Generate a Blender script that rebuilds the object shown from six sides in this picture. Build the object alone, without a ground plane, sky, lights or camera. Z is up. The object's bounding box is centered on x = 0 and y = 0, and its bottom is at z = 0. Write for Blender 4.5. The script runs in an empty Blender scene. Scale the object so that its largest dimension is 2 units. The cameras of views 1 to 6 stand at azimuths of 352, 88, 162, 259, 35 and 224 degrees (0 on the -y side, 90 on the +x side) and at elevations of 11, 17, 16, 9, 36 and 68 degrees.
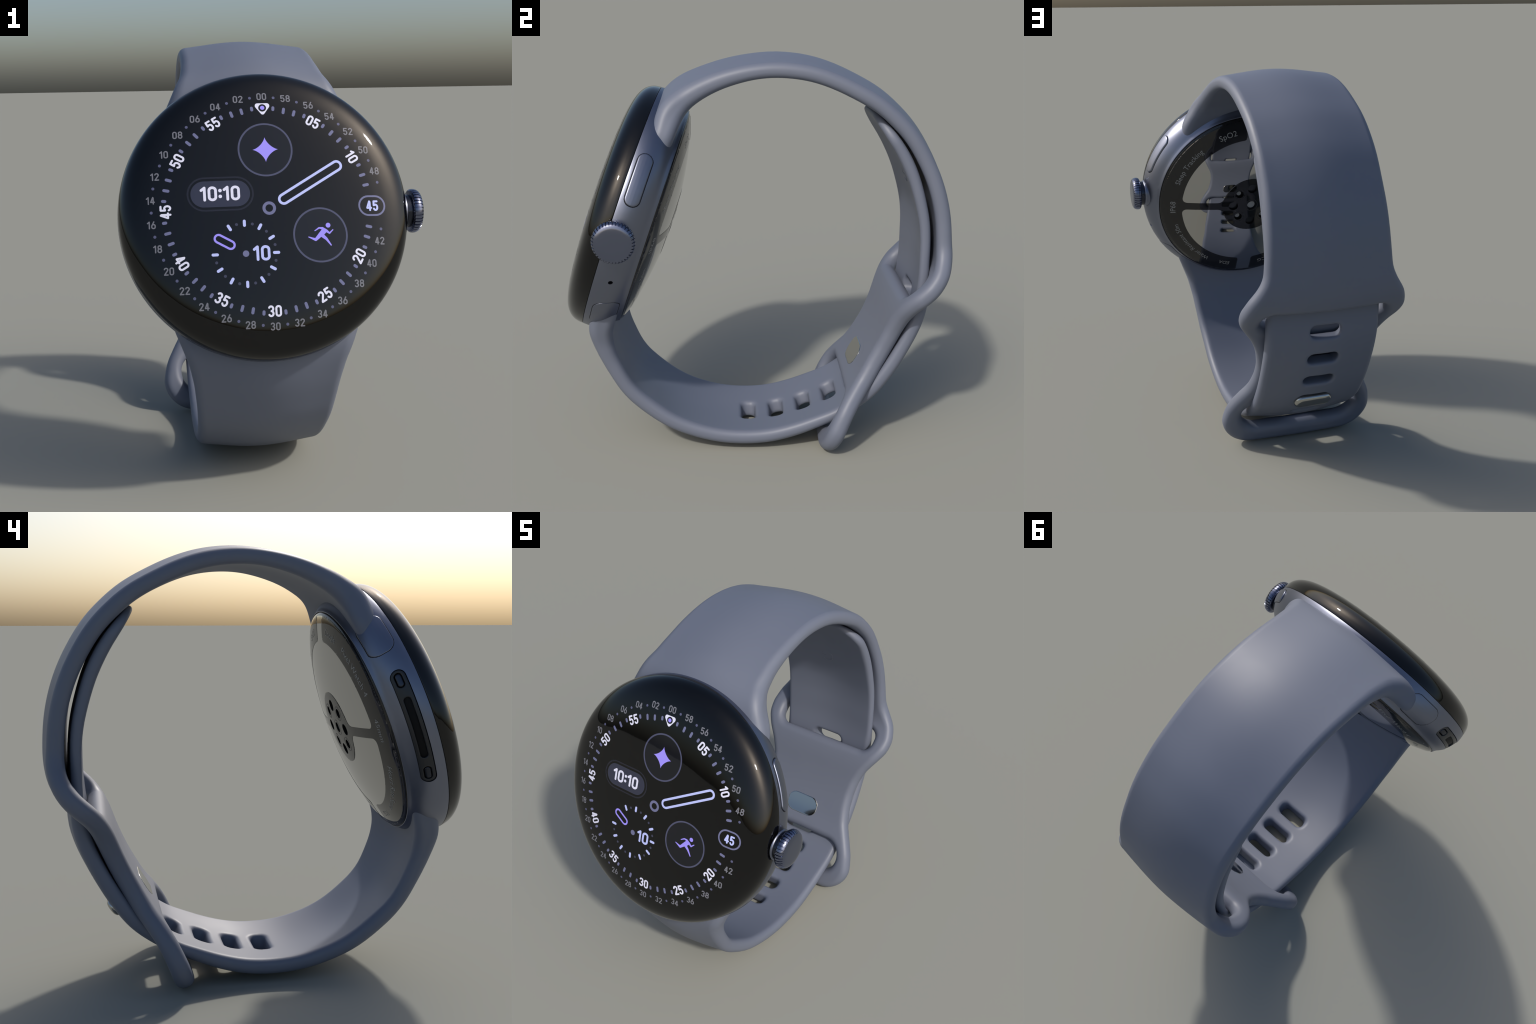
# Round smart watch with a buckled silicone strap, built part by part.
import bpy, math
import numpy as np
from mathutils import Vector, Matrix

# ------------------------------------------------------------------ frame of the watch head
XC = -0.035                                     # symmetry plane of the watch
UP = np.array([0.0, 0.3321, 0.9432])            # "12 o'clock" direction on the dial
UP /= np.linalg.norm(UP)
OUT = np.array([0.0, -UP[2], UP[1]])            # direction the dial faces
ORG = np.array([XC, -0.790, 1.2775])            # dial centre


def head(p):
    """local head coordinates (x right, a up the dial, b out of the dial) -> world"""
    p = np.atleast_2d(np.asarray(p, float))
    return ORG + np.outer(p[:, 0], [1, 0, 0]) + np.outer(p[:, 1], UP) + np.outer(p[:, 2], OUT)


# ------------------------------------------------------------------ materials
def new_mat(name):
    m = bpy.data.materials.new(name)
    m.use_nodes = True
    nt = m.node_tree
    return m, nt, nt.nodes["Principled BSDF"]


def plain(name, col, rough=0.5, metal=0.0, spec=0.5, coat=0.0, grain=0.0, gscale=60.0, bump=0.0, rvar=0.0):
    m, nt, b = new_mat(name)
    b.inputs["Base Color"].default_value = (*col, 1)
    b.inputs["Roughness"].default_value = rough
    b.inputs["Metallic"].default_value = metal
    b.inputs["Specular IOR Level"].default_value = spec
    b.inputs["Coat Weight"].default_value = coat
    b.inputs["Coat Roughness"].default_value = 0.01
    if grain or bump or rvar:
        tc = nt.nodes.new("ShaderNodeTexCoord")
        nz = nt.nodes.new("ShaderNodeTexNoise")
        nz.inputs["Scale"].default_value = gscale
        nz.inputs["Detail"].default_value = 4
        nt.links.new(tc.outputs["Object"], nz.inputs["Vector"])
        if grain:
            mx = nt.nodes.new("ShaderNodeMix")
            mx.data_type = 'RGBA'
            mx.inputs["A"].default_value = (*[c * (1 - grain) for c in col], 1)
            mx.inputs["B"].default_value = (*[min(1, c * (1 + grain)) for c in col], 1)
            nt.links.new(nz.outputs["Fac"], mx.inputs["Factor"])
            nt.links.new(mx.outputs["Result"], b.inputs["Base Color"])
        if rvar:
            mr = nt.nodes.new("ShaderNodeMapRange")
            mr.inputs["To Min"].default_value = rough - rvar
            mr.inputs["To Max"].default_value = rough + rvar
            nt.links.new(nz.outputs["Fac"], mr.inputs["Value"])
            nt.links.new(mr.outputs["Result"], b.inputs["Roughness"])
        if bump:
            bp = nt.nodes.new("ShaderNodeBump")
            bp.inputs["Strength"].default_value = bump
            bp.inputs["Distance"].default_value = 0.001
            nt.links.new(nz.outputs["Fac"], bp.inputs["Height"])
            nt.links.new(bp.outputs["Normal"], b.inputs["Normal"])
    return m


RUBBER = plain("silicone_rubber", (0.132, 0.149, 0.198), rough=0.50, spec=0.5, grain=0.02, gscale=9, rvar=0.03)
METAL = plain("satin_aluminium", (0.205, 0.223, 0.285), rough=0.36, metal=1.0, grain=0.02, gscale=40)
CROWNM = plain("polished_aluminium", (0.185, 0.205, 0.285), rough=0.2, metal=1.0, grain=0.02, gscale=40)
STEEL = plain("polished_steel", (0.46, 0.46, 0.44), rough=0.06, metal=1.0, grain=0.01, gscale=30)
GLASS = plain("black_domed_glass", (0.0012, 0.0012, 0.0013), rough=0.03, spec=0.5, rvar=0.004, gscale=20)
MIRROR = plain("mirror_crystal", (0.46, 0.46, 0.45), rough=0.02, metal=1.0, grain=0.005, gscale=8)
BLACKPRINT = plain("black_print_under_crystal", (0.006, 0.006, 0.0065), rough=0.03, spec=0.6)
BLACK = plain("black_groove", (0.004, 0.004, 0.005), rough=0.6, spec=0.2)
DARKPL = plain("dark_plastic", (0.018, 0.019, 0.022), rough=0.35, spec=0.5, grain=0.05, gscale=90)
CONTACT = plain("dark_contact", (0.05, 0.055, 0.07), rough=0.2, metal=1.0)
SENSORG = plain("sensor_lens", (0.02, 0.021, 0.023), rough=0.08, spec=0.6)
SENSORL = plain("sensor_diode", (0.30, 0.31, 0.32), rough=0.25, spec=0.6)
GREYPR = plain("grey_print", (0.28, 0.28, 0.275), rough=0.3, spec=0.4)


def paint(name, srgb):
    lin = [((c / 255 + 0.055) / 1.055) ** 2.4 if c > 10 else c / 255 / 12.92 for c in srgb]
    return plain(name, lin, rough=0.03, spec=0.5)


INK_WHITE = paint("dial_white", (226, 227, 247))
INK_PALE = paint("dial_pale_blue", (190, 199, 252))
INK_VIOLET = paint("dial_violet", (160, 148, 252))
INK_TICK = paint("dial_slate", (110, 113, 148))
INK_DIM = paint("dial_grey", (116, 117, 126))
INK_DOT = paint("dial_dot", (88, 90, 120))
INK_RING = paint("dial_ring", (78, 81, 106))
INK_FILL = paint("dial_fill", (20, 22, 28))
INK_PILL = paint("dial_pill", (50, 53, 70))
INK_FAINT = paint("dial_faint", (33, 34, 44))
INK_SUBDOT = paint("dial_small_dot", (62, 64, 84))
INK_HOLE = paint("dial_black", (14, 14, 17))


# ------------------------------------------------------------------ object helpers
def make(name, verts, faces, mat, parent=None, smooth=True, kind=None):
    me = bpy.data.meshes.new(name)
    me.from_pydata([tuple(map(float, v)) for v in verts], [], [tuple(map(int, f)) for f in faces])
    me.validate()
    me.update()
    me.materials.append(mat)
    if smooth:
        me.polygons.foreach_set("use_smooth", [True] * len(me.polygons))
    ob = bpy.data.objects.new(name, me)
    bpy.context.scene.collection.objects.link(ob)
    if parent:
        ob.parent = parent
    if kind:
        ob["kind"] = kind
    return ob


def smooth_by_angle(ob, deg):
    me = ob.data
    me.polygons.foreach_set("use_smooth", [True] * len(me.polygons))
    me.set_sharp_from_angle(angle=math.radians(deg))


def spline(pts, n):
    """Catmull-Rom through rows of pts (any number of columns), n samples"""
    P = np.asarray(pts, float)
    P = np.vstack([2 * P[0] - P[1], P, 2 * P[-1] - P[-2]])
    m = len(P) - 3
    t = np.linspace(0, m - 1e-9, n)
    i = t.astype(int)
    f = (t - i)[:, None]
    a, b, c, d = P[i], P[i + 1], P[i + 2], P[i + 3]
    return 0.5 * (2 * b + (c - a) * f + (2 * a - 5 * b + 4 * c - d) * f ** 2 + (3 * b - a - 3 * c + d) * f ** 3)


def smoothstep(e0, e1, x):
    t = np.clip((x - e0) / (e1 - e0), 0, 1)
    return t * t * (3 - 2 * t)


def smax(a, b, k):
    h = np.clip(0.5 + 0.5 * (a - b) / k, 0, 1)
    return b * (1 - h) + a * h + k * h * (1 - h)


def box2(u, v, hu, hv, r):
    """signed distance to a rounded rectangle"""
    qu, qv = np.abs(u) - hu + r, np.abs(v) - hv + r
    return np.minimum(np.maximum(qu, qv), 0) + np.hypot(np.maximum(qu, 0), np.maximum(qv, 0)) - r


def slab(d2, t, tlo, thi, r):
    """extrude a 2D distance field between heights tlo..thi with edges rounded by r"""
    mid, half = (thi + tlo) / 2, (thi - tlo) / 2
    q1, q2 = d2 + r, np.abs(t - mid) - half + r
    return np.minimum(np.maximum(q1, q2), 0) + np.hypot(np.maximum(q1, 0), np.maximum(q2, 0)) - r


def surface_net(f, lo, hi, h):
    """quad mesh of the zero set of f(u, v, t) inside a box: surface nets, then Newton steps onto f = 0"""
    lo, hi, h = map(lambda a: np.asarray(a, float), (lo, hi, h))
    n = np.ceil((hi - lo) / h).astype(int) + 1
    g = [lo[k] + h[k] * np.arange(n[k]) for k in range(3)]
    F = f(g[0][:, None, None], g[1][None, :, None], g[2][None, None, :])
    F = np.broadcast_to(F, n).astype(float)
    S = F < 0
    nc = n - 1
    cnt = np.zeros(nc)
    acc = np.zeros((*nc, 3))
    corner = lambda A, o: A[o[0]:o[0] + nc[0], o[1]:o[1] + nc[1], o[2]:o[2] + nc[2]]
    for ax in range(3):
        for p in (0, 1):
            for q in (0, 1):
                o0 = [p, q]
                o0.insert(ax, 0)
                o1 = list(o0)
                o1[ax] = 1
                A, B = corner(F, o0), corner(F, o1)
                X = corner(S, o0) != corner(S, o1)
                tt = np.where(X, A / np.where(X, A - B, 1), 0)
                cnt += X
                for k in range(3):
                    acc[..., k] += X * (tt if k == ax else o0[k])
    act = cnt > 0
    idx = -np.ones(nc, int)
    idx[act] = np.arange(act.sum())
    cells = np.argwhere(act)
    V = lo + h * (cells + acc[act] / cnt[act][:, None])
    quads = []
    for ax in range(3):
        sl0 = [slice(1, -1)] * 3
        sl1 = [slice(1, -1)] * 3
        sl0[ax], sl1[ax] = slice(0, -1), slice(1, None)
        X = np.argwhere(S[tuple(sl0)] != S[tuple(sl1)])
        inside = S[tuple(sl0)][tuple(X.T)]
        base = X + 1
        base[:, ax] -= 1
        b1, b2 = [k for k in range(3) if k != ax]
        q = []
        for d1, d2_ in ((1, 1), (0, 1), (0, 0), (1, 0)):
            c = base.copy()
            c[:, b1] -= d1
            c[:, b2] -= d2_
            q.append(idx[tuple(c.T)])
        q = np.stack(q, 1)
        flip = inside if ax != 1 else ~inside
        q[~flip] = q[~flip][:, ::-1]
        quads.append(q)
    Q = np.vstack(quads)
    e = h.min() * 0.05
    for _ in range(4):
        fv = f(V[:, 0], V[:, 1], V[:, 2])
        G = np.stack([(f(*(V + e * np.eye(3)[k]).T) - f(*(V - e * np.eye(3)[k]).T)) / (2 * e) for k in range(3)], 1)
        st = -fv[:, None] * G / np.maximum((G ** 2).sum(1), 0.25)[:, None]
        V = V + np.clip(st, -0.6 * h, 0.6 * h)
    return V, Q


def lathe(profile, n, frame, mod=None):
    """revolve (r, h) rows; frame maps (c, s, r, h) -> world"""
    prof = np.asarray(profile, float)
    th = np.linspace(0, 2 * np.pi, n, endpoint=False)
    verts, faces, ring = [], [], []
    for (r, hh) in prof:
        if r < 1e-6:
            ring.append([len(verts)])
            verts.append(frame(0.0, 0.0, hh))
        else:
            ring.append(list(range(len(verts), len(verts) + n)))
            for k, a in enumerate(th):
                rr = r if mod is None else r * mod(a, r, hh)
                verts.append(frame(rr * math.cos(a), rr * math.sin(a), hh))
    for A, B in zip(ring[:-1], ring[1:]):
        for k in range(n):
            k2 = (k + 1) % n
            if len(A) == 1 and len(B) == 1:
                continue
            if len(A) == 1:
                faces.append((A[0], B[k], B[k2]))
            elif len(B) == 1:
                faces.append((A[k], B[0], A[k2]))
            else:
                faces.append((A[k], B[k], B[k2], A[k2]))
    return verts, faces


def fix_normals(ob):
    import bmesh
    bm = bmesh.new()
    bm.from_mesh(ob.data)
    bmesh.ops.recalc_face_normals(bm, faces=bm.faces)
    bm.to_mesh(ob.data)
    bm.free()


# ------------------------------------------------------------------ the thing
watch = bpy.data.objects.new("smart_watch", None)
bpy.context.scene.collection.objects.link(watch)
watch.empty_display_size = 0.1
watch["label"] = "round smart watch with slate blue silicone strap, buckled"
watch["category"] = "smart watch"

# ================================================================== watch case
HEADF = lambda x, a, b: head((x, a, b))[0]
R_CASE = 0.625
case_prof = [(0, -0.118), (0.55, -0.118), (0.612, -0.1165), (0.6218, -0.1166), (0.6224, -0.1185), (0.6234, -0.130),
             (0.6242, -0.143), (0.6235, -0.157), (0.6215, -0.172), (0.6175, -0.188), (0.6120, -0.203), (0.6045, -0.218),
             (0.5955, -0.232), (0.5850, -0.245), (0.5745, -0.256), (0.5660, -0.2645), (0.5600, -0.2725), (0.5565, -0.2795), (0.5540, -0.2828),
             (0.5515, -0.2832), (0.5500, -0.281), (0.5495, -0.250), (0.50, -0.250), (0, -0.250)]
v, f = lathe(case_prof, 288, HEADF)
case = make("watch_case", v, f, METAL, watch)
fix_normals(case)


def on_case(u, b, t):
    """unrolled case flank: u = arc length round the case from 3 o'clock, b = depth, t = height above flank"""
    u, b, t = map(np.asarray, (u, b, t))
    th = u / R_CASE
    base = np.interp(-b, [-p[1] for p in case_prof[3:18]], [p[0] for p in case_prof[3:18]])
    r = base + t
    return head(np.stack([r * np.cos(th), r * np.sin(th), b], -1))


def flank_part(name, d2, centre, half, tlo, thi, r, mat, parent, h=0.0035):
    """soft-edged plate lying on the case flank; d2(u, b) measured from its centre (angle deg, b)"""
    u0, b0 = math.radians(centre[0]) * R_CASE, centre[1]
    F = lambda u, b, t: slab(d2(u, b), t, tlo, thi, r)
    m = 3 * h
    V, Q = surface_net(F, (-half[0] - m, -half[1] - m, tlo - m), (half[0] + m, half[1] + m, thi + m), (h, h, min(h, (thi - tlo) / 4)))
    ob = make(name, on_case(u0 + V[:, 0], b0 + V[:, 1], V[:, 2]), Q, mat, parent)
    fix_normals(ob)
    return ob


def cut(target, cutter):
    md = target.modifiers.new("cut", 'BOOLEAN')
    md.operation = 'DIFFERENCE'
    md.solver = 'EXACT'
    md.object = cutter
    dg = bpy.context.evaluated_depsgraph_get()
    me = bpy.data.meshes.new_from_object(target.evaluated_get(dg))
    target.modifiers.clear()
    old = target.data
    target.data = me
    me.name = old.name
    bpy.data.meshes.remove(old)
    bpy.data.objects.remove(cutter, do_unlink=True)


def prism(name, outline, centre, tlo, thi):
    """straight-sided radial cutter from an outline of (u, b) offsets"""
    u0, b0 = math.radians(centre[0]) * R_CASE, centre[1]
    n = len(outline)
    o = np.asarray(outline)
    lo = on_case(u0 + o[:, 0], b0 + o[:, 1], np.full(n, tlo))
    hi = on_case(u0 + o[:, 0], b0 + o[:, 1], np.full(n, thi))
    if n > 40:                                           # long pill: caps as cross strips so that they follow the flank
        mir = lambda i: (13 - i) % n
        caps = [(i, (i + 1) % n, mir(i + 1), mir(i)) for i in range(7, 7 + n // 2 - 1)]
        faces = caps + [tuple(n + j for j in q[::-1]) for q in caps]
    else:
        faces = [tuple(range(n)), tuple(range(2 * n - 1, n - 1, -1))]
    faces += [(k, (k + 1) % n, n + (k + 1) % n, n + k) for k in range(n)]
    ob = make(name, np.vstack([lo, hi]), faces, BLACK)
    fix_normals(ob)
    return ob


def pill_outline(hu, hb, n=14, seg=30):
    """stadium outline, hu >= hb, with the long sides subdivided"""
    a = np.linspace(-np.pi / 2, np.pi / 2, n)
    s = hu - hb
    right = [(s + hb * math.cos(t), hb * math.sin(t)) for t in a]
    top = [(x, hb) for x in np.linspace(s, -s, seg)[1:-1]]
    left = [(-s - hb * math.cos(t), -hb * math.sin(t)) for t in a]
    bot = [(x, -hb) for x in np.linspace(-s, s, seg)[1:-1]]
    return right + top + left + bot


# speaker / charging recess (9 o'clock side) and microphone hole (lower right)
SPK_U, SPK_B = math.radians(24.6) * R_CASE, 0.0335
cut(case, prism("cutter", pill_outline(SPK_U, SPK_B), (180, -0.1965), -0.02, 0.03))
cut(case, prism("cutter", [(0.0105 * math.cos(t), 0.0105 * math.sin(t)) for t in np.linspace(0, 2 * np.pi, 20, endpoint=False)],
                (-19.7, -0.192), -0.03, 0.02))
case.data.materials.clear()
case.data.materials.append(METAL)
smooth_by_angle(case, 35)

pill = lambda hu, hb: (lambda u, b: box2(u, b, hu, hb, min(hu, hb) * 0.999))


def minus(d, *holes):
    def g(u, b):
        r = d(u, b)
        for (cu, cb, hf) in holes:
            r = np.maximum(r, -hf(u - cu, b - cb))
        return r
    return g


S20 = math.radians(20.2) * R_CASE
spk = flank_part("speaker_plate", minus(pill(SPK_U - 0.0012, SPK_B - 0.0012), (0, 0, pill(0.142, 0.0155)),
                                        (S20, 0, pill(0.0335, 0.0165)), (-S20, 0, pill(0.0335, 0.0165))),
                 (180, -0.1965), (SPK_U, SPK_B), -0.016, -0.003, 0.003, DARKPL, case)
flank_part("speaker_floor", pill(SPK_U - 0.002, SPK_B - 0.002), (180, -0.1965), (SPK_U, SPK_B), -0.0195, -0.0145, 0.001, BLACK, case)
for s in (1, -1):
    flank_part("charging_contact", pill(0.030, 0.013), (180 + s * 20.2, -0.1965), (0.030, 0.013), -0.016, -0.0035, 0.005, CONTACT, case)
mic = prism("microphone_hole", [(0.0103 * math.cos(t), 0.0103 * math.sin(t)) for t in np.linspace(0, 2 * np.pi, 20, endpoint=False)],
            (-19.7, -0.192), -0.0295, -0.016)
mic.parent = case

# side button over a slightly larger black plate that shows as a thin dark outline, no groove cut
BTN_U, BTN_B = math.radians(11.6) * R_CASE, 0.035
flank_part("button_dark_outline", pill(BTN_U + 0.0035, BTN_B + 0.0035), (26.8, -0.1705), (BTN_U, BTN_B), -0.006, 0.0006, 0.0005, BLACK, case)
flank_part("side_button", pill(BTN_U, BTN_B), (26.8, -0.1705), (BTN_U, BTN_B), -0.006, 0.0065, 0.0055, METAL, case)

# strap release tabs (upper left, lower right)
for ang in (137.5, -42.5):
    hu, hb = math.radians(9.6) * R_CASE, 0.057
    shape = lambda g: (lambda u, b: box2(u, b, hu + g, hb + g, 0.048 + g))
    flank_part("release_tab_dark_outline", shape(0.003), (ang, -0.203), (hu, hb), -0.006, 0.0007, 0.0005, BLACK, case)  # thin dark outline: a slightly proud black plate under the tab, flank left uncut
    flank_part("release_tab", shape(0.0), (ang, -0.203), (hu, hb), -0.006, 0.0022, 0.002, METAL, case)

# ================================================================== crown
crown_c = (0.003, -0.152)
CRF = lambda y, z, x: head((x, crown_c[0] + y, crown_c[1] + z))[0]
v, f = lathe([(0, 0.56), (0.078, 0.56), (0.080, 0.612), (0.079, 0.620), (0.075, 0.6255), (0.066, 0.628), (0, 0.628)], 72, CRF)
collar = make("crown_collar", v, f, METAL, case)
fix_normals(collar)
smooth_by_angle(collar, 50)
v, f = lathe([(0, 0.62), (0.072, 0.62), (0.072, 0.66), (0, 0.66)], 72, CRF)
stem = make("crown_stem", v, f, CONTACT, case)
fix_normals(stem)
smooth_by_angle(stem, 50)
TEETH = 38


def knurl(a, r, hh):
    ph = (a * TEETH / (2 * np.pi)) % 1.0
    g = 1.0 if ph < 0.72 else 0.0
    return 1.0 if (r < 0.084) else 1.0 - (1 - g) * 0.055


prof = [(0.0, 0.645), (0.060, 0.645), (0.082, 0.646), (0.088, 0.647), (0.093, 0.650), (0.0958, 0.655), (0.0968, 0.662), (0.0963, 0.670),
        (0.0940, 0.6775), (0.0895, 0.6845), (0.084, 0.6892), (0.0835, 0.6895), (0.076, 0.6925), (0.066, 0.6942), (0.05, 0.695), (0.0, 0.6955)]
v, f = lathe(prof, TEETH * 12, CRF, knurl)
crown = make("crown", v, f, CROWNM, case)
fix_normals(crown)
smooth_by_angle(crown, 40)

# ================================================================== front glass
GL = np.array([(0, 0.0235), (0.1, 0.0228), (0.2, 0.0207), (0.3, 0.0170), (0.38, 0.0122), (0.44, 0.0070), (0.48, 0.0018), (0.51, -0.0035),
               (0.54, -0.0115), (0.565, -0.0215), (0.585, -0.0340), (0.600, -0.0480), (0.611, -0.0640), (0.618, -0.0810),
               (0.6215, -0.0980), (0.6225, -0.1080), (0.6222, -0.1135), (0.6195, -0.1150)])
gprof = np.vstack([spline(GL, 90), [(0.55, -0.1160), (0, -0.1160)]])
gprof[0, 0] = 0
v, f = lathe(gprof, 288, HEADF)
glass = make("display_glass", v, f, GLASS, watch)
fix_normals(glass)
smooth_by_angle(glass, 40)


def dome(x, a):
    r = np.hypot(x, a)
    return np.interp(r, gprof[:90, 0], gprof[:90, 1])


# ------------------------------------------------------------------ dial graphics (flat prints on the glass)
class Print:
    """collects flat polygons in dial coordinates and drops them on the dome"""

    def __init__(self):
        self.v, self.f, self.layer = [], [], 0

    def add(self, pts, faces):
        o = len(self.v)
        e = 0.0005 + 0.00010 * self.layer
        self.v += [(p[0], p[1], e) for p in pts]
        self.f += [tuple(i + o for i in fc) for fc in faces]
        self.layer += 1

    def poly(self, pts):
        self.add(pts, [tuple(range(len(pts)))])

    def disc(self, c, r, n=40):
        k = 1 + int(r / 0.03)
        t = np.linspace(0, 2 * np.pi, n, endpoint=False)
        pts = [(c[0] + r * j / k * math.cos(x), c[1] + r * j / k * math.sin(x)) for j in range(k, 0, -1) for x in t]
        faces = [(j * n + i, j * n + (i + 1) % n, (j + 1) * n + (i + 1) % n, (j + 1) * n + i) for j in range(k - 1) for i in range(n)]
        faces.append(tuple(range((k - 1) * n, k * n)))
        self.add(pts, faces)

    def band(self, outer, inner):
        n = len(outer)
        self.add(list(outer) + list(inner), [(k, (k + 1) % n, n + (k + 1) % n, n + k) for k in range(n)])

    def ring(self, c, r0, r1, n=72):
        t = np.linspace(0, 2 * np.pi, n, endpoint=False)
        self.band([(c[0] + r1 * math.cos(x), c[1] + r1 * math.sin(x)) for x in t], [(c[0] + r0 * math.cos(x), c[1] + r0 * math.sin(x)) for x in t])

    def stroke(self, path, w, closed=False):
        """round-capped line of width w"""
        P = np.asarray(path, float)
        T = (np.roll(P, -1, 0) - np.roll(P, 1, 0)) if closed else np.gradient(P, axis=0)
        T /= np.maximum(np.linalg.norm(T, axis=1), 1e-9)[:, None]
        Nn = np.stack([-T[:, 1], T[:, 0]], 1)
        A, B = P + Nn * w / 2, P - Nn * w / 2
        if closed:
            self.band(A, B)
            return
        out = [tuple(p) for p in A]
        ang = math.atan2(Nn[-1, 1], Nn[-1, 0])
        out += [tuple(P[-1] + w / 2 * np.array([math.cos(ang - t), math.sin(ang - t)])) for t in np.linspace(0, np.pi, 9)[1:-1]]
        out += [tuple(p) for p in B[::-1]]
        ang = math.atan2(-Nn[0, 1], -Nn[0, 0])
        out += [tuple(P[0] + w / 2 * np.array([math.cos(ang - t), math.sin(ang - t)])) for t in np.linspace(0, np.pi, 9)[1:-1]]
        n, m = len(P), len(out)
        # strip of quads plus the two caps, sharing the outline vertices
        faces = [(k, k + 1, n + 7 + n - 2 - k, n + 7 + n - 1 - k) for k in range(n - 1)]
        faces.append(tuple(range(n - 1, n + 8)))
        faces.append(tuple(list(range(n + 7 + n - 1, m)) + [0]))
        self.add(out, faces)

    def build(self, name, mat, at=(0, 0), rot=0.0, surf=None, parent=None, extra=0.0):
        V = np.asarray(self.v)
        c, s = math.cos(rot), math.sin(rot)
        x = at[0] + c * V[:, 0] - s * V[:, 1]
        a = at[1] + s * V[:, 0] + c * V[:, 1]
        return make(name, head(np.stack([x, a, dome(x, a) + V[:, 2] + extra], 1)), self.f, mat, parent or glass)


def arc(cx, cy, rx, ry, a0, a1, n=14):
    return [(cx + rx * math.cos(math.radians(t)), cy + ry * math.sin(math.radians(t))) for t in np.linspace(a0, a1, n)]


def stadium(w, h, n=12):
    """closed centre line of a pill w wide, h high (either may be the longer)"""
    if h >= w:
        s = (h - w) / 2
        return arc(0, s, w / 2, w / 2, 0, 180, n) + arc(0, -s, w / 2, w / 2, 180, 360, n)
    s = (w - h) / 2
    run_x = list(np.linspace(s, -s, 10)[1:-1])
    return (arc(s, 0, h / 2, h / 2, -90, 90, n) + [(x, h / 2) for x in run_x]
            + arc(-s, 0, h / 2, h / 2, 90, 270, n) + [(-x, -h / 2) for x in run_x])


# digits as stroke paths in a cell 0.44 wide and 1.0 high, centred on 0,0
def digit_paths(ch):
    w, h = 0.22, 0.5
    if ch == '0':
        return [('c', stadium(0.44, 1.0, 12))]
    if ch == '1':
        return [('o', [(0.09, h), (0.09, 0.2), (0.09, -h)]), ('o', [(0.09, h), (-0.13, 0.30)])]
    if ch == '2':
        return [('o', arc(0, 0.26, w, 0.24, 165, -25, 16) + [(-0.20, -0.47)]), ('o', [(-0.21, -h), (0.24, -h)])]
    if ch == '3':
        return [('o', arc(0, 0.255, 0.21, 0.245, 150, -80, 16)), ('o', arc(0, -0.245, w, 0.255, 80, -150, 16))]
    if ch == '4':
        return [('o', [(0.05, h), (-0.22, -0.22)]), ('o', [(-0.22, -0.24), (0.24, -0.24)]), ('o', [(0.10, 0.44), (0.10, -h)])]
    if ch == '5':
        return [('o', [(0.19, h), (-0.19, h)]), ('o', [(-0.19, h), (-0.20, 0.06)]),
                ('o', [(-0.20, 0.05)] + arc(0.0, -0.19, w, 0.31, 125, -150, 18))]
    if ch == '6':
        return [('c', [(p[0], p[1] - 0.20) for p in stadium(0.44, 0.60, 12)]), ('o', [(0.06, h), (-0.19, -0.06)])]
    if ch == '8':
        return [('c', [(p[0], p[1] + 0.265) for p in stadium(0.40, 0.47, 12)]), ('c', [(p[0], p[1] - 0.235) for p in stadium(0.44, 0.53, 12)])]
    return []


def number(text, height, pen, wide=1.2, adv=0.88):
    """stroke digits; height is the full glyph height, pen the stroke width, wide stretches the digits"""
    pr = Print()
    s = height - pen
    widths = [{':': 0.37, '1': 0.60}.get(c, adv) for c in text]
    x = -sum(widths) / 2
    for c, wd in zip(text, widths):
        cx = x + wd / 2
        x += wd
        if c == ':':
            for yy in (0.24, -0.24):
                pr.disc((cx * s, yy * s), pen * 0.66, 20)
            continue
        for kind, path in digit_paths(c):
            pts = [((cx + p[0] * wide) * s, p[1] * s) for p in path]
            pr.stroke(pts, pen, closed=(kind == 'c'))
    return pr


def clock(r, minute):
    """dial position clockwise from the top"""
    t = math.radians(minute * 6)
    return (r * math.sin(t), r * math.cos(t))


def segment(c, direction, length, w):
    d = np.array(direction) / np.linalg.norm(direction)
    c = np.array(c)
    h = (length - w) / 2
    pr = Print()
    pr.stroke([tuple(c - d * h), tuple(c), tuple(c + d * h)], w)
    return pr


# outer counter-clockwise scale
for k in range(60):
    pos = clock(0.4875, -k)
    if k in (44, 45, 46):
        continue
    if k % 2 == 0:
        number("%02d" % k, 0.0325, 0.0053, 1.15, 0.84).build("scale_numeral", INK_DIM, pos)
    else:
        pr = Print()
        pr.disc((0, 0), 0.0062, 18)
        pr.build("scale_dot", INK_DOT, clock(0.4835, -k))
# minute track
for m in range(60):
    if m in (0, 14, 15, 16):
        continue
    if m % 5 == 0:
        ang = -math.radians(m * 6)
        if 15 < m < 45:
            ang += math.pi
        number("%02d" % m, 0.0475, 0.0084, 1.07, 0.79).build("minute_numeral", INK_WHITE, clock(0.4255, m), ang)
    else:
        short = m % 5 in (1, 4)
        c = clock(0.4335 if short else 0.4295, m)
        segment(c, c, 0.0215 if short else 0.0295, 0.0125).build("minute_tick", INK_TICK)
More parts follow.
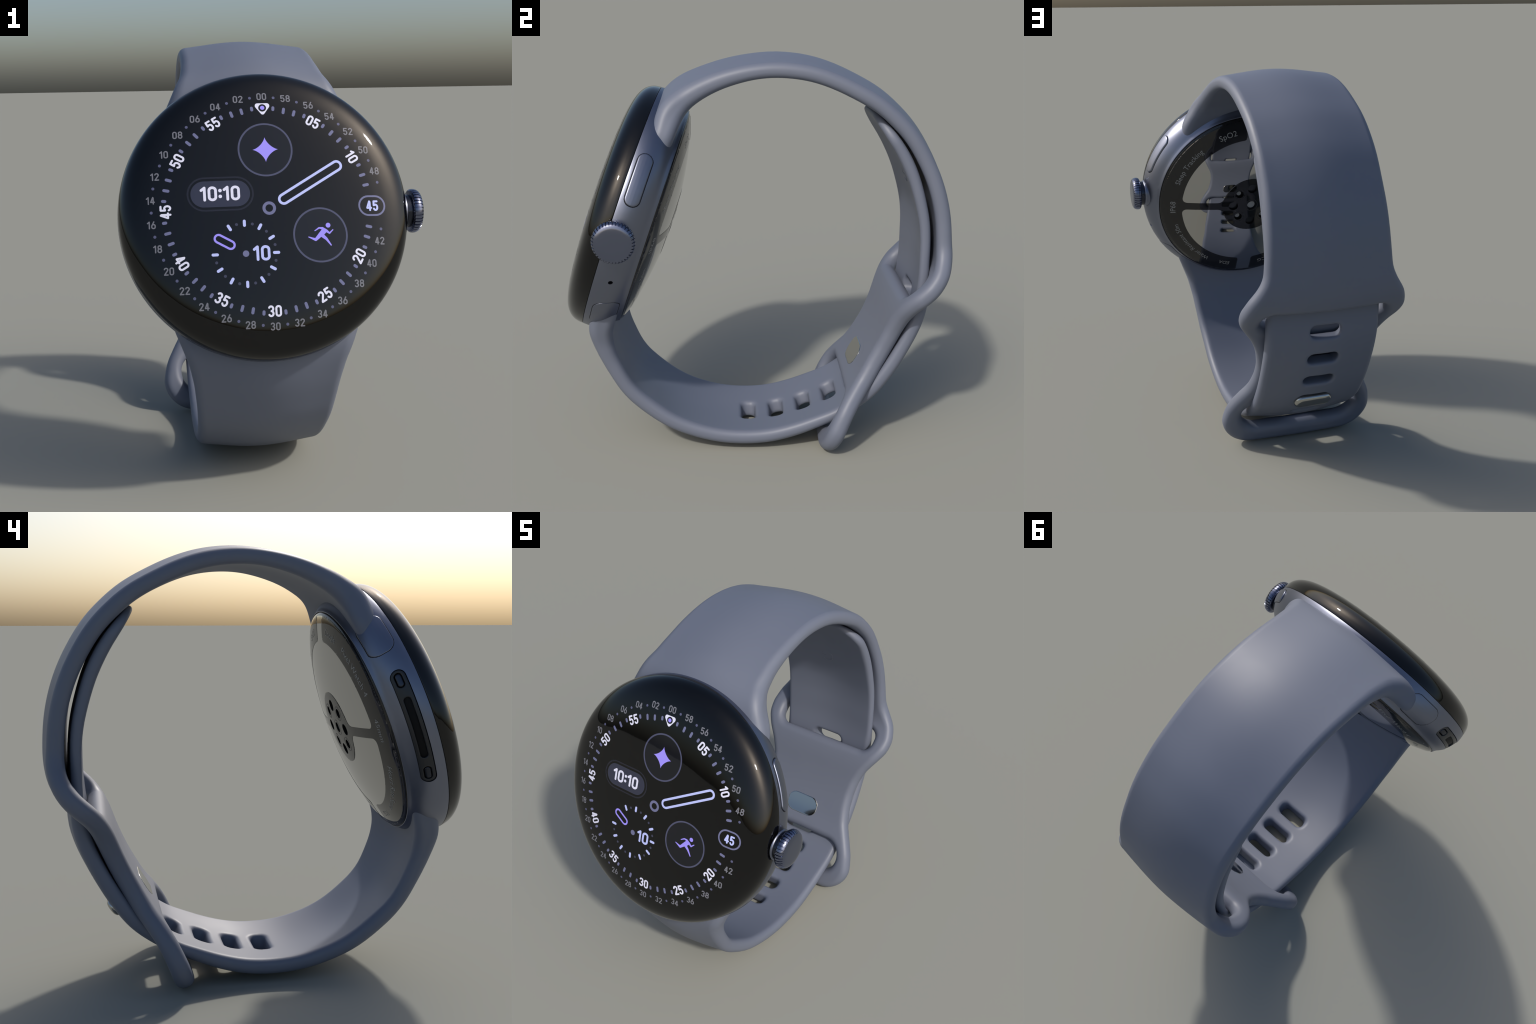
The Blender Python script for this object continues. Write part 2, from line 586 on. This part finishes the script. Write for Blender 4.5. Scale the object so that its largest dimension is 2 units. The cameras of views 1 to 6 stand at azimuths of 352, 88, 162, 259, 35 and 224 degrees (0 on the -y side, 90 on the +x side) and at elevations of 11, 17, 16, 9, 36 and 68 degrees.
# top marker
pr = Print()
pts = arc(-0.0205, 0.0105, 0.0105, 0.0115, 90, 217, 8) + arc(0.0, -0.0185, 0.0095, 0.0105, 217, 323, 8) + arc(0.0205, 0.0105, 0.0105, 0.0115, -37, 90, 8)
pr.poly(pts)
pr.build("top_marker", INK_WHITE, (0, 0.4345))
pr = Print(); pr.disc((0, 0), 0.0165)
pr.build("marker_hole", INK_HOLE, (0, 0.4355), extra=0.0005)
pr = Print(); pr.disc((0, 0), 0.0092)
pr.build("marker_dot", INK_VIOLET, (0, 0.4355), extra=0.0010)
# complication circles
for c in ((0.0, 0.2505), (0.2095, -0.119)):
    pr = Print(); pr.disc((0, 0), 0.111, 72)
    pr.build("complication_fill", INK_FILL, c)
    pr = Print(); pr.ring((0, 0), 0.1083, 0.1158, 96)
    pr.build("complication_ring", INK_RING, c, extra=0.0005)
# four-pointed spark
pr = Print()
pts = []
for q in range(4):
    for t in np.linspace(0, 1, 12, endpoint=False):
        x, y = abs(math.cos(t * math.pi / 2)) ** 2.9, abs(math.sin(t * math.pi / 2)) ** 2.9
        a = q * math.pi / 2
        pts.append((0.0545 * (x * math.cos(a) - y * math.sin(a)), 0.0545 * (x * math.sin(a) + y * math.cos(a))))
n4 = len(pts)
pr.add([(0, 0)] + pts, [(0, 1 + k, 1 + (k + 1) % n4) for k in range(n4)])
pr.build("spark_icon", INK_VIOLET, (0.0, 0.2505), extra=0.0008)
# running figure: body outline plus head
run = [(-0.054, -0.0085), (-0.051, -0.006), (-0.024, -0.0135), (0.006, 0.0225), (-0.0045, 0.0255), (-0.023, 0.0155), (-0.0262, 0.0178),
       (-0.0065, 0.032), (0.011, 0.032), (0.029, 0.0205), (0.0385, 0.0102), (0.053, 0.022), (0.056, 0.0192), (0.0395, 0.0022), (0.037, 0.002),
       (0.025, 0.0098), (0.015, 0.0), (0.0275, -0.014), (0.045, -0.045), (0.0412, -0.0478), (0.020, -0.022), (0.002, -0.009), (-0.019, -0.0252), (-0.0233, -0.026)]
pr = Print()
pr.poly(run)
pr.disc((0.034, 0.039), 0.0102)
pr.build("runner_icon", INK_VIOLET, (0.2095, -0.119), extra=0.0008)
# badge, clock pill
pr = Print(); pr.stroke(stadium(0.112, 0.081, 16), 0.0078, True)
pr.build("badge_ring", INK_TICK, (0.4405, -0.0005))
number("45", 0.0455, 0.0084, 1.0, 0.76).build("badge_numeral", INK_PALE, (0.4415, -0.001))
pr = Print()
lev = [np.array(stadium(0.246 - 2 * q, 0.110 - 2 * q, 24)) for q in (0, 0.018, 0.036, 0.0545)]
n4 = len(lev[0])
pr.add([tuple(p) for l in lev for p in l], [(j * n4 + i, j * n4 + (i + 1) % n4, (j + 1) * n4 + (i + 1) % n4, (j + 1) * n4 + i) for j in range(3) for i in range(n4)])
pr.build("clock_pill", INK_PILL, (-0.198, 0.067))
pr = Print(); pr.stroke(stadium(0.270, 0.137, 24), 0.0072, True)
pr.build("clock_pill_ring", INK_FAINT, (-0.198, 0.067))
number("10:10", 0.0625, 0.0112).build("clock_digits", INK_WHITE, (-0.199, 0.0685), extra=0.0006)
# minute hand and hub
d = np.array([0.299 - 0.0645, 0.174 - 0.0365])
pr = Print(); pr.stroke(stadium(np.linalg.norm(d) + 0.0385, 0.0385, 14), 0.0108, True)
pr.build("minute_hand", INK_PALE, ((0.299 + 0.0645) / 2, (0.174 + 0.0365) / 2), math.atan2(d[1], d[0]))
pr = Print(); pr.ring((0, 0), 0.0158, 0.0283, 48)
pr.build("hand_hub", INK_TICK, (0.001, 0.0))
# small dial
SC = (-0.106, -0.186)
for k in range(12):
    t = math.radians(k * 30)
    dr = (math.sin(t), math.cos(t))
    if k != 10:
        segment((SC[0] + 0.1262 * dr[0], SC[1] + 0.1262 * dr[1]), dr, 0.0300, 0.0122).build("small_tick", INK_PALE)
    t += math.radians(15)
    if k not in (9, 10):
        pr = Print(); pr.disc((0, 0), 0.0062, 18)
        pr.build("small_dot", INK_SUBDOT, (SC[0] + 0.1262 * math.sin(t), SC[1] + 0.1262 * math.cos(t)))
pr = Print(); pr.disc((0, 0), 0.0132)
pr.build("small_hub", INK_TICK, SC)
pr = Print(); pr.stroke(stadium(0.088, 0.032, 12), 0.0088, True)
pr.build("hour_hand", INK_VIOLET, (-0.191, -0.134), math.radians(-30))
number("10", 0.0635, 0.0112).build("small_dial_numeral", INK_PALE, (-0.0405, -0.186))

# ================================================================== back crystal
CR = np.array([(0, -0.3780), (0.1, -0.3752), (0.2, -0.3672), (0.3, -0.3535), (0.38, -0.3385), (0.44, -0.3245), (0.48, -0.3135), (0.51, -0.3035),
               (0.53, -0.2958), (0.5400, -0.2903), (0.5455, -0.2855), (0.5470, -0.2800), (0.5470, -0.255)])
cprof = spline(CR, 80)
cprof[0, 0] = 0
v, f = lathe(np.vstack([cprof, [(0, -0.255)]]), 240, HEADF)
crystal = make("back_crystal", v, f, MIRROR, watch)
fix_normals(crystal)
smooth_by_angle(crystal, 40)
v, f = lathe([(0.5465, -0.2520), (0.5465, -0.2800), (0.5500, -0.2795), (0.5500, -0.2520), (0.5465, -0.2520)], 200, HEADF)
k0 = np.searchsorted(cprof[:, 0], 0.5345)
dr = np.gradient(cprof[:, 0])
db = np.gradient(cprof[:, 1])
ln = np.hypot(dr, db)
rim = [(r + 0.0007 * q / l, b - 0.0007 * p / l) for (r, b), p, q, l in list(zip(cprof, dr, db, ln))[k0:]]
rv, rf = lathe(rim + [(0.5455, -0.256)], 240, HEADF)
crystal_rim = make("crystal_rim", rv, rf, BLACKPRINT, crystal)
fix_normals(crystal_rim)
gasket = make("crystal_gasket", v, f, BLACKPRINT, crystal)
fix_normals(gasket)


def back_face(px, py, lift):
    """point seen from behind: px right, py up -> head coordinates on the crystal"""
    px, py = np.asarray(px, float), np.asarray(py, float)
    r = np.hypot(px, py)
    rr = cprof[:, 0]
    b = np.interp(r, rr, cprof[:, 1])
    sl = np.interp(r, rr[1:], np.diff(cprof[:, 1]) / np.maximum(np.diff(rr), 1e-6))
    nl = np.sqrt(1 + sl ** 2)
    k = 1 + lift * sl / nl / np.maximum(r, 1e-6)
    return head(np.stack([-px * k, py * k, b - lift / nl], -1))


def back_patch(name, d2, half, step, mat, lift, parent=None):
    """thin printed patch on the crystal: grid cells whose corners are snapped to the outline of d2"""
    n = int(round(2 * half / step))
    g = np.linspace(-half, half, n + 1)
    X, Y = np.meshgrid(g, g, indexing='ij')
    for _ in range(3):                                   # pull near-outline grid points onto the outline
        D = d2(X, Y)
        e = 1e-4
        gx = (d2(X + e, Y) - d2(X - e, Y)) / (2 * e)
        gy = (d2(X, Y + e) - d2(X, Y - e)) / (2 * e)
        near = np.abs(D) < step * 0.72
        g2 = np.maximum(gx ** 2 + gy ** 2, 0.3)
        X = np.where(near, X - D * gx / g2, X)
        Y = np.where(near, Y - D * gy / g2, Y)
    D = d2(X, Y)
    ok = D < step * 0.15
    faces = []
    vid = np.arange((n + 1) ** 2).reshape(n + 1, n + 1)
    A = ok[:-1, :-1].astype(int) + ok[1:, :-1] + ok[1:, 1:] + ok[:-1, 1:]
    for i, j in np.argwhere(A >= 3):
        q = [(i, j), (i + 1, j), (i + 1, j + 1), (i, j + 1)]
        q = [vid[c] for c in q if ok[c]]
        faces.append(q[::-1] if False else q)
    used = np.unique(np.concatenate([np.array(q) for q in faces]))
    remap = -np.ones((n + 1) ** 2, int)
    remap[used] = np.arange(len(used))
    V = back_face(X.ravel()[used], Y.ravel()[used], lift)
    ob = make(name, V, [tuple(remap[q]) for q in faces], mat, parent or crystal)
    fix_normals(ob)
    return ob


def printed_ring(x, y):
    r = np.hypot(x, y)
    ring = np.maximum(r - 0.5370, 0.4215 - r)
    gaps = np.abs(x) - 0.043
    ring = smax(ring, -gaps, 0.02)
    bar = np.maximum(np.abs(y) - 0.023, np.abs(x) - 0.46)
    hub = r - 0.178
    k = 0.035

    def smin(a, b):
        h = np.clip(0.5 + 0.5 * (b - a) / k, 0, 1)
        return b * (1 - h) + a * h - k * h * (1 - h)
    return smin(smin(ring, bar), hub)


DIODES = [(0.0775 * i, 0.0775 * j) for i in (1, -1) for j in (1, -1)]
WINDOWS = [(0, 0.112), (0, -0.112), (0.112, 0), (-0.112, 0)]
WELLS = [(c, 0.0235) for c in DIODES] + [(c, 0.0285) for c in WINDOWS] + [((0, 0), 0.0265)]


def printed_ring_with_wells(x, y):
    d = printed_ring(x, y)
    for c, r in WELLS:
        d = np.maximum(d, r - np.hypot(x - c[0], y - c[1]))
    return d


def well_cylinder(name, c, r, z0, z1, mat, parent=None, n=36):
    """upright plug under the crystal, seen from behind at c, between depths z0 and z1"""
    t = np.linspace(0, 2 * np.pi, n, endpoint=False)
    V = np.vstack([head(np.stack([-(c[0] + r * np.cos(t)), c[1] + r * np.sin(t), np.full(n, z)], 1)) for z in (z0, z1)])
    F = [tuple(range(n)), tuple(range(2 * n - 1, n - 1, -1))] + [(k, (k + 1) % n, n + (k + 1) % n, n + k) for k in range(n)]
    ob = make(name, V, F, mat, parent, smooth=False)
    fix_normals(ob)
    return ob


crystal.data.materials.append(BLACK)
for c, r in WELLS:
    cut(crystal, well_cylinder("cutter", c, r, -0.355, -0.42, BLACK))
smooth_by_angle(crystal, 40)
back_patch("printed_ring", printed_ring_with_wells, 0.55, 0.0045, BLACKPRINT, 0.0008)
for c, r in WELLS:
    well_cylinder("sensor_well", c, r - 0.0003, -0.3535, -0.3575, BLACK, crystal)


def back_disc(name, c, r0, r1, mat, lift):
    t = np.linspace(0, 2 * np.pi, 40, endpoint=False)
    if r0 == 0:
        x, y = c[0] + r1 * np.cos(t), c[1] + r1 * np.sin(t)
        V, F = back_face(x, y, lift), [tuple(range(40))]
    else:
        x = np.concatenate([c[0] + r1 * np.cos(t), c[0] + r0 * np.cos(t)])
        y = np.concatenate([c[1] + r1 * np.sin(t), c[1] + r0 * np.sin(t)])
        V, F = back_face(x, y, lift), [(k, (k + 1) % 40, 40 + (k + 1) % 40, 40 + k) for k in range(40)]
    return make(name, V, F, mat, crystal, smooth=False)


for c in DIODES:
    back_disc("sensor_rim", c, 0.033, 0.0365, DARKPL, 0.0014)
    well_cylinder("sensor_diode", (c[0] - 0.003, c[1] + 0.002), 0.0140, -0.357, -0.3610, SENSORL, crystal)
for c in WINDOWS:
    well_cylinder("light_window", c, 0.0270, -0.357, -0.3605, SENSORG, crystal)
back_disc("sensor_rim", (0, 0), 0.036, 0.0395, DARKPL, 0.0014)
well_cylinder("sensor_diode", (0, 0), 0.0235, -0.357, -0.3690, SENSORL, crystal)


def text_mesh(body, size):
    cu = bpy.data.curves.new("lettering", 'FONT')
    cu.body = body
    cu.size = size
    cu.align_x = 'CENTER'
    cu.resolution_u = 3
    cu.space_character = 1.03
    ob = bpy.data.objects.new("lettering", cu)
    bpy.context.scene.collection.objects.link(ob)
    dg = bpy.context.evaluated_depsgraph_get()
    me = bpy.data.meshes.new_from_object(ob.evaluated_get(dg))
    V = np.array([tuple(q.co) for q in me.vertices])
    F = [tuple(p.vertices) for p in me.polygons]
    bpy.data.objects.remove(ob, do_unlink=True)
    bpy.data.curves.remove(cu)
    bpy.data.meshes.remove(me)
    return V, F


for body, centre, span in (("SpO2", 109.5, 13), ("Sleep Tracking", 146.5, 31.5), ("IP68", 181.5, 9.5), ("Water Resistant 50m", 218.5, 43), ("EDA", 254, 8.5),
                           ("Google", 70.5, 15.5), ("Pixel Watch 4", 37.5, 32), ("45mm", 2, 13), ("Heart Rate Sensor", -40, 41), ("ECG", -74, 9)):
    V, F = text_mesh(body, 0.052)
    w = V[:, 0].max() - V[:, 0].min()
    xm = (V[:, 0].max() + V[:, 0].min()) / 2
    k = math.radians(span) * 0.470 / w
    r = 0.4590 + V[:, 1] * min(1.0, max(k, 0.8)) * 0.95
    th = math.radians(centre) - (V[:, 0] - xm) * k / 0.470
    ob = make("back_lettering", back_face(r * np.cos(th), r * np.sin(th), 0.0016), F, GREYPR, crystal, smooth=False)

# ================================================================== straps
class Ribbon:
    """a strap laid along a curve in the y-z plane; s runs along it, t outwards"""

    def __init__(self, pts, sigma=0.026):
        P = spline(pts, 6000)
        L = np.r_[0, np.cumsum(np.linalg.norm(np.diff(P[:, :2], axis=0), axis=1))]
        n = int(L[-1] / 0.002)
        s = np.linspace(0, L[-1], n)
        C = np.stack([np.interp(s, L, P[:, k]) for k in range(3)], 1)
        w = int(4 * sigma / 0.002)
        ker = np.exp(-0.5 * (np.arange(-w, w + 1) * 0.002 / sigma) ** 2)
        ker /= ker.sum()
        pad = np.vstack([2 * C[0] - C[w:0:-1], C, 2 * C[-1] - C[-2:-w - 2:-1]])
        C = np.stack([np.convolve(pad[:, k], ker, 'valid') for k in range(3)], 1)
        self.yz, self.half = C[:, :2], C[:, 2]
        self.s = np.r_[0, np.cumsum(np.linalg.norm(np.diff(self.yz, axis=0), axis=1))]
        T = np.gradient(self.yz, axis=0)
        T /= np.linalg.norm(T, axis=1)[:, None]
        self.nrm = np.stack([-T[:, 1], T[:, 0]], 1)
        if ((self.yz - [0, 1]) * self.nrm).sum(1).mean() < 0:
            self.nrm = -self.nrm
        self.length = self.s[-1]

    def at(self, y, z):
        return self.s[np.argmin(((self.yz - [y, z]) ** 2).sum(1))]

    def T(self, s):
        return np.interp(s, self.s, self.half)

    def place(self, s, x, t):
        y = np.interp(s, self.s, self.yz[:, 0]) + t * np.interp(s, self.s, self.nrm[:, 0])
        z = np.interp(s, self.s, self.yz[:, 1]) + t * np.interp(s, self.s, self.nrm[:, 1])
        over, under = np.maximum(s - self.length, 0), np.minimum(s, 0)
        d1 = np.diff(self.yz[-2:], axis=0)[0]
        d1 = d1 / np.linalg.norm(d1)
        return np.stack([XS + x, y + over * d1[0], z + over * d1[1]], -1)


XS = -0.037                                      # strap centre line


def bend(x, width=0.28):
    """0 on the centre line, towards 1 at the edges: the strap section is arched"""
    return 1 - np.exp(-(x / width) ** 2)


def outline(s, x, half_w, end, corner):
    """long side edges at half_w(s), rounded end at s = end"""
    w = half_w(s)
    dw = (half_w(s + 0.004) - half_w(s - 0.004)) / 0.008
    a = (np.abs(x) - w) / np.sqrt(1 + dw ** 2)
    b = s - end
    q1, q2 = a + corner, b + corner
    return np.minimum(np.maximum(q1, q2), 0) + np.hypot(np.maximum(q1, 0), np.maximum(q2, 0)) - corner


def curve1d(rows, sigma=0.022):
    """smooth function of s through rows of (s, value)"""
    R = np.array(sorted(rows))
    g = np.arange(R[0, 0] - 0.2, R[-1, 0] + 0.2, 0.002)
    w = int(4 * sigma / 0.002)
    ker = np.exp(-0.5 * (np.arange(-w, w + 1) * 0.002 / sigma) ** 2)
    ker /= ker.sum()
    vals = np.interp(g, R[:, 0], R[:, 1])
    vals = np.convolve(np.pad(vals, w, mode='edge'), ker, 'valid')
    return lambda s: np.interp(s, g, vals)


# ---- upper strap: over the wrist, slot, bridge plate with pin, slot, end loop          (y, z, half thickness)
up = Ribbon([(-0.480, 1.557, .060), (-0.443, 1.657, .064), (-0.407, 1.748, .071), (-0.340, 1.811, .063), (-0.240, 1.868, .058), (-0.139, 1.908, .056),
             (-0.018, 1.938, .055), (0.100, 1.9455, .055), (0.222, 1.933, .055), (0.330, 1.903, .055), (0.445, 1.853, .055), (0.570, 1.783, .055),
             (0.675, 1.692, .055), (0.742, 1.613, .055), (0.801, 1.516, .055), (0.847, 1.419, .055), (0.880, 1.317, .055), (0.899, 1.220, .055),
             (0.907, 1.120, .055), (0.905, 1.041, .053), (0.884, 0.966, .051), (0.832, 0.895, .050), (0.776, 0.842, .049), (0.737, 0.795, .049),
             (0.706, 0.735, .049), (0.673, 0.650, .048), (0.632, 0.556, .048), (0.589, 0.474, .048), (0.543, 0.393, .048), (0.494, 0.325, .048),
             (0.446, 0.252, .048), (0.408, 0.171, .049), (0.376, 0.085, .050), (0.347, 0.000, .050)])
S = up.at
slot1 = (S(0.832, 0.895) - 0.036, S(0.754, 0.820))
slot2 = (S(0.472, 0.292), S(0.386, 0.112))
UEND = S(0.349, 0.006)
up_w = curve1d([(0, .416), (S(-0.440, 1.655), .411), (S(-0.402, 1.745), .364), (S(-0.336, 1.807), .328), (S(-0.240, 1.868), .314), (S(-0.139, 1.908), .311),
                (S(0.1, 1.9455), .307), (S(0.445, 1.853), .306), (S(0.803, 1.517), .306), (S(0.902, 1.220), .318), (S(0.908, 1.10), .327),
                (S(0.903, 1.045), .352), (S(0.880, 0.980), .400), (S(0.828, 0.905), .428), (S(0.771, 0.846), .422), (S(0.730, 0.790), .385),
                (S(0.700, 0.72), .338), (S(0.673, 0.65), .308), (S(0.632, 0.556), .292), (S(0.589, 0.474), .296), (S(0.543, 0.393), .318),
                (S(0.494, 0.325), .362), (S(0.446, 0.252), .405), (S(0.408, 0.171), .424), (S(0.376, 0.085), .424), (UEND + 0.1, .42)])


LUG_U = S(-0.018, 1.938)
arch_out_u = curve1d([(-0.1, .012), (S(-0.443, 1.657), .016), (S(-0.407, 1.748), .036), (S(-0.34, 1.811), .056), (S(-0.2, 1.88), .047), (LUG_U, .044), (S(0.445, 1.853), .046), (S(0.909, 1.12), .041),
                      (slot1[0] - 0.10, .024), (slot1[0], .015), (slot1[1], .014), (slot1[1] + 0.1, .012), (UEND + 0.1, .012)])
arch_in_u = curve1d([(-0.1, .050), (S(-0.44, 1.655), .036), (S(-0.336, 1.807), .036), (S(-0.2, 1.88), .034), (LUG_U, .030), (S(0.445, 1.853), .024), (S(0.909, 1.12), .020),
                     (slot1[0] - 0.02, .015), (slot1[1], .0), (slot1[1] + 0.1, .0), (UEND + 0.1, .0)])
raise_u = curve1d([(-0.1, .0), (S(-0.443, 1.657), .002), (S(-0.407, 1.748), .016), (S(-0.34, 1.811), .024), (S(-0.2, 1.88), .011), (LUG_U, .0), (slot1[0] - 0.22, .0),
                   (slot1[0] - 0.16, .002), (slot1[0] - 0.03, .012), (slot1[0] + 0.02, .012), (slot1[1], .0), (slot1[1] + 0.1, .0), (UEND + 0.1, .0)])


def upper_field(s, x, t):
    T = up.T(s)
    g = bend(x)
    lift = raise_u(s)
    push = lift * np.exp(-(x / 0.30) ** 6) * smoothstep(slot1[0] - 0.2, slot1[0] - 0.1, s)      # strap end stands proud over the first slot
    top = T + lift * (1 - smoothstep(slot1[0] - 0.2, slot1[0] - 0.1, s)) - arch_out_u(s) * g + push
    bot = -T + arch_in_u(s) * (1 - g) + 0.6 * push
    d2 = outline(s, x, up_w, UEND, 0.17)
    m1, h1 = (slot1[0] + slot1[1]) / 2, (slot1[1] - slot1[0]) / 2
    m2, h2 = (slot2[0] + slot2[1]) / 2, (slot2[1] - slot2[0]) / 2
    d2 = smax(d2, -box2(s - m1, x, h1, 0.322, min(h1, 0.06)), 0.012)
    d2 = smax(d2, -box2(s - m2, x, h2, 0.326, min(h2, 0.10)), 0.012)
    r = np.clip(0.92 * (top - bot) / 2, 0.01, 0.047)
    return slab(d2, t, bot, top, r)


V, Q = surface_net(upper_field, (-0.012, -0.50, -0.12), (UEND + 0.03, 0.50, 0.12), (0.0080, 0.0080, 0.0070))
upper = make("upper_strap", up.place(V[:, 0], V[:, 1], V[:, 2]), Q, RUBBER, watch)
fix_normals(upper)

# ---- lower strap: perforated, passes through both slots and tucks under the upper strap
lw = Ribbon([(-0.722, 0.850, .064), (-0.747, 0.770, .067), (-0.767, 0.683, .066), (-0.752, 0.564, .059), (-0.699, 0.430, .056), (-0.646, 0.340, .055),
             (-0.569, 0.261, .057), (-0.460, 0.176, .058), (-0.348, 0.120, .058), (-0.208, 0.080, .058), (-0.070, 0.0670, .058), (0.067, 0.076, .057),
             (0.195, 0.109, .055), (0.302, 0.150, .052), (0.400, 0.190, .049), (0.470, 0.233, .050), (0.530, 0.275, .051), (0.586, 0.325, .052),
             (0.641, 0.397, .052), (0.692, 0.477, .052), (0.743, 0.575, .052), (0.787, 0.677, .053), (0.811, 0.776, .053), (0.817, 0.886, .048),
             (0.814, 0.963, .043), (0.812, 1.045, .042), (0.810, 1.115, .041), (0.799, 1.210, .041), (0.778, 1.304, .041), (0.746, 1.409, .041),
             (0.709, 1.496, .041), (0.663, 1.577, .038), (0.607, 1.654, .031), (0.550, 1.725, .019)])
S = lw.at
LEND = lw.length - 0.004
lw_w = curve1d([(0, .425), (S(-0.755, 0.770), .402), (S(-0.776, 0.700), .374), (S(-0.775, 0.620), .345), (S(-0.745, 0.51), .323), (S(-0.68, 0.375), .309),
                (S(-0.578, 0.25), .301), (S(-0.354, 0.106), .298), (S(0.069, 0.066), .297), (S(0.518, 0.283), .296), (S(0.774, 0.682), .295),
                (S(0.818, 1.045), .296), (S(0.757, 1.414), .293), (LEND + 0.1, .290)])
HOLE0, HOLEP = S(-0.046, 0.066), 0.1525
HOLES = [HOLE0 + HOLEP * k for k in range(9)]
arch_out_l = curve1d([(-0.1, .012), (S(-0.747, 0.77), .018), (S(-0.767, 0.683), .040), (S(-0.752, 0.564), .058), (S(-0.699, 0.43), .056), (S(-0.578, 0.25), .046), (S(-0.07, 0.0545), .042), (S(0.308, 0.141), .042),
                      (S(0.596, 0.318), .046), (S(0.790, 0.675), .046), (S(0.817, 0.963), .034), (S(0.808, 1.212), .020), (S(0.674, 1.585), .016), (LEND + 0.1, .004)])
arch_in_l = curve1d([(-0.1, .055), (S(-0.755, 0.77), .055), (S(-0.776, 0.69), .048), (S(-0.745, 0.51), .040), (S(-0.578, 0.25), .032), (S(-0.07, 0.0545), .035), (S(0.308, 0.141), .034),
                     (S(0.596, 0.318), .012), (S(0.790, 0.675), .018), (S(0.817, 0.963), .040), (S(0.808, 1.212), .044), (S(0.674, 1.585), .028), (LEND + 0.1, .002)])
raise_l = curve1d([(-0.1, .0), (S(-0.747, 0.77), .010), (S(-0.767, 0.683), .029), (S(-0.752, 0.564), .025), (S(-0.71, 0.45), .017), (S(-0.578, 0.25), .008), (S(-0.354, 0.106), .001), (S(-0.07, 0.065), .0), (S(0.2, 0.1), .0), (LEND + 0.1, .0)])


def lower_field(s, x, t):
    T = lw.T(s)
    g = bend(x)
    top = T + raise_l(s) - arch_out_l(s) * g
    bot = -T + arch_in_l(s) * (1 - g)
    d2 = outline(s, x, lw_w, LEND, 0.16)
    r = np.clip(0.92 * (top - bot) / 2, 0.004, 0.045)
    d = slab(d2, t, bot, top, r)
    k = np.clip((t + T) / (2 * T), -0.2, 1.2)                 # 0 at the inner face, 1 at the outer face
    for hs in HOLES:
        near = np.abs(s - hs) < 0.075
        if not np.any(near):
            continue
        hole = box2(s - hs, x, 0.043 - 0.013 * k, 0.102 - 0.026 * k, 0.030)
        d = np.where(near, smax(d, -hole, 0.022), d)
    return d


V, Q = surface_net(lower_field, (-0.012, -0.50, -0.12), (LEND + 0.03, 0.50, 0.12), (0.0075, 0.0080, 0.0065))
lower = make("lower_strap", lw.place(V[:, 0], V[:, 1], V[:, 2]), Q, RUBBER, watch)
fix_normals(lower)


# ---- pin: flat pill set into the bridge plate, button end standing out of the fifth hole
def strap_part(name, rib, s0, hs, hx, tlo, thi, r, mat, parent, h=0.004, corner=0.999):
    F = lambda s, x, t: slab(box2(s - s0, x, hs, hx, hs * corner), t, tlo, thi, r)
    m = 3 * h
    V, Q = surface_net(F, (s0 - hs - m, -hx - m, tlo - m), (s0 + hs + m, hx + m, thi + m), (h, h, h * 0.7))
    ob = make(name, rib.place(V[:, 0], V[:, 1], V[:, 2]), Q, mat, parent)
    fix_normals(ob)
    return ob


sp = up.at(0.555, 0.413)
strap_part("pin_plate", up, sp, 0.065, 0.106, -0.0496, -0.03, 0.0015, STEEL, upper, corner=0.85)
strap_part("pin_button", lw, HOLES[5] - 0.012, 0.041, 0.102, 0.0, 0.071, 0.018, STEEL, lower)

# ---- embossed mark near the strap tip: open ring with a cross bar
s_m = lw.at(0.760, 1.405)
ringp = [(0.037 * math.cos(math.radians(a)), 0.037 * math.sin(math.radians(a))) for a in np.linspace(45, 360, 40)] + [(0.006, 0.0)]
cu = bpy.data.curves.new("strap_emblem", 'CURVE')
cu.dimensions = '3D'
cu.bevel_depth = 0.0035
cu.bevel_resolution = 3
spn = cu.splines.new('POLY')
spn.points.add(len(ringp) - 1)
for q, (px, py) in zip(spn.points, ringp):
    w = lw.place(np.array([s_m - py]), np.array([-px]), np.array([-lw.T(s_m) + arch_in_l(s_m) * (1 - bend(-px)) + 0.0014]))[0]
    q.co = (*w, 1)
tmp = bpy.data.objects.new("tmp_emblem", cu)
bpy.context.scene.collection.objects.link(tmp)
dg = bpy.context.evaluated_depsgraph_get()
me = bpy.data.meshes.new_from_object(tmp.evaluated_get(dg))
bpy.data.objects.remove(tmp, do_unlink=True)
me.materials.clear()
me.materials.append(RUBBER)
me.polygons.foreach_set("use_smooth", [True] * len(me.polygons))
emb = bpy.data.objects.new("strap_emblem", me)
bpy.context.scene.collection.objects.link(emb)
emb.parent = lower
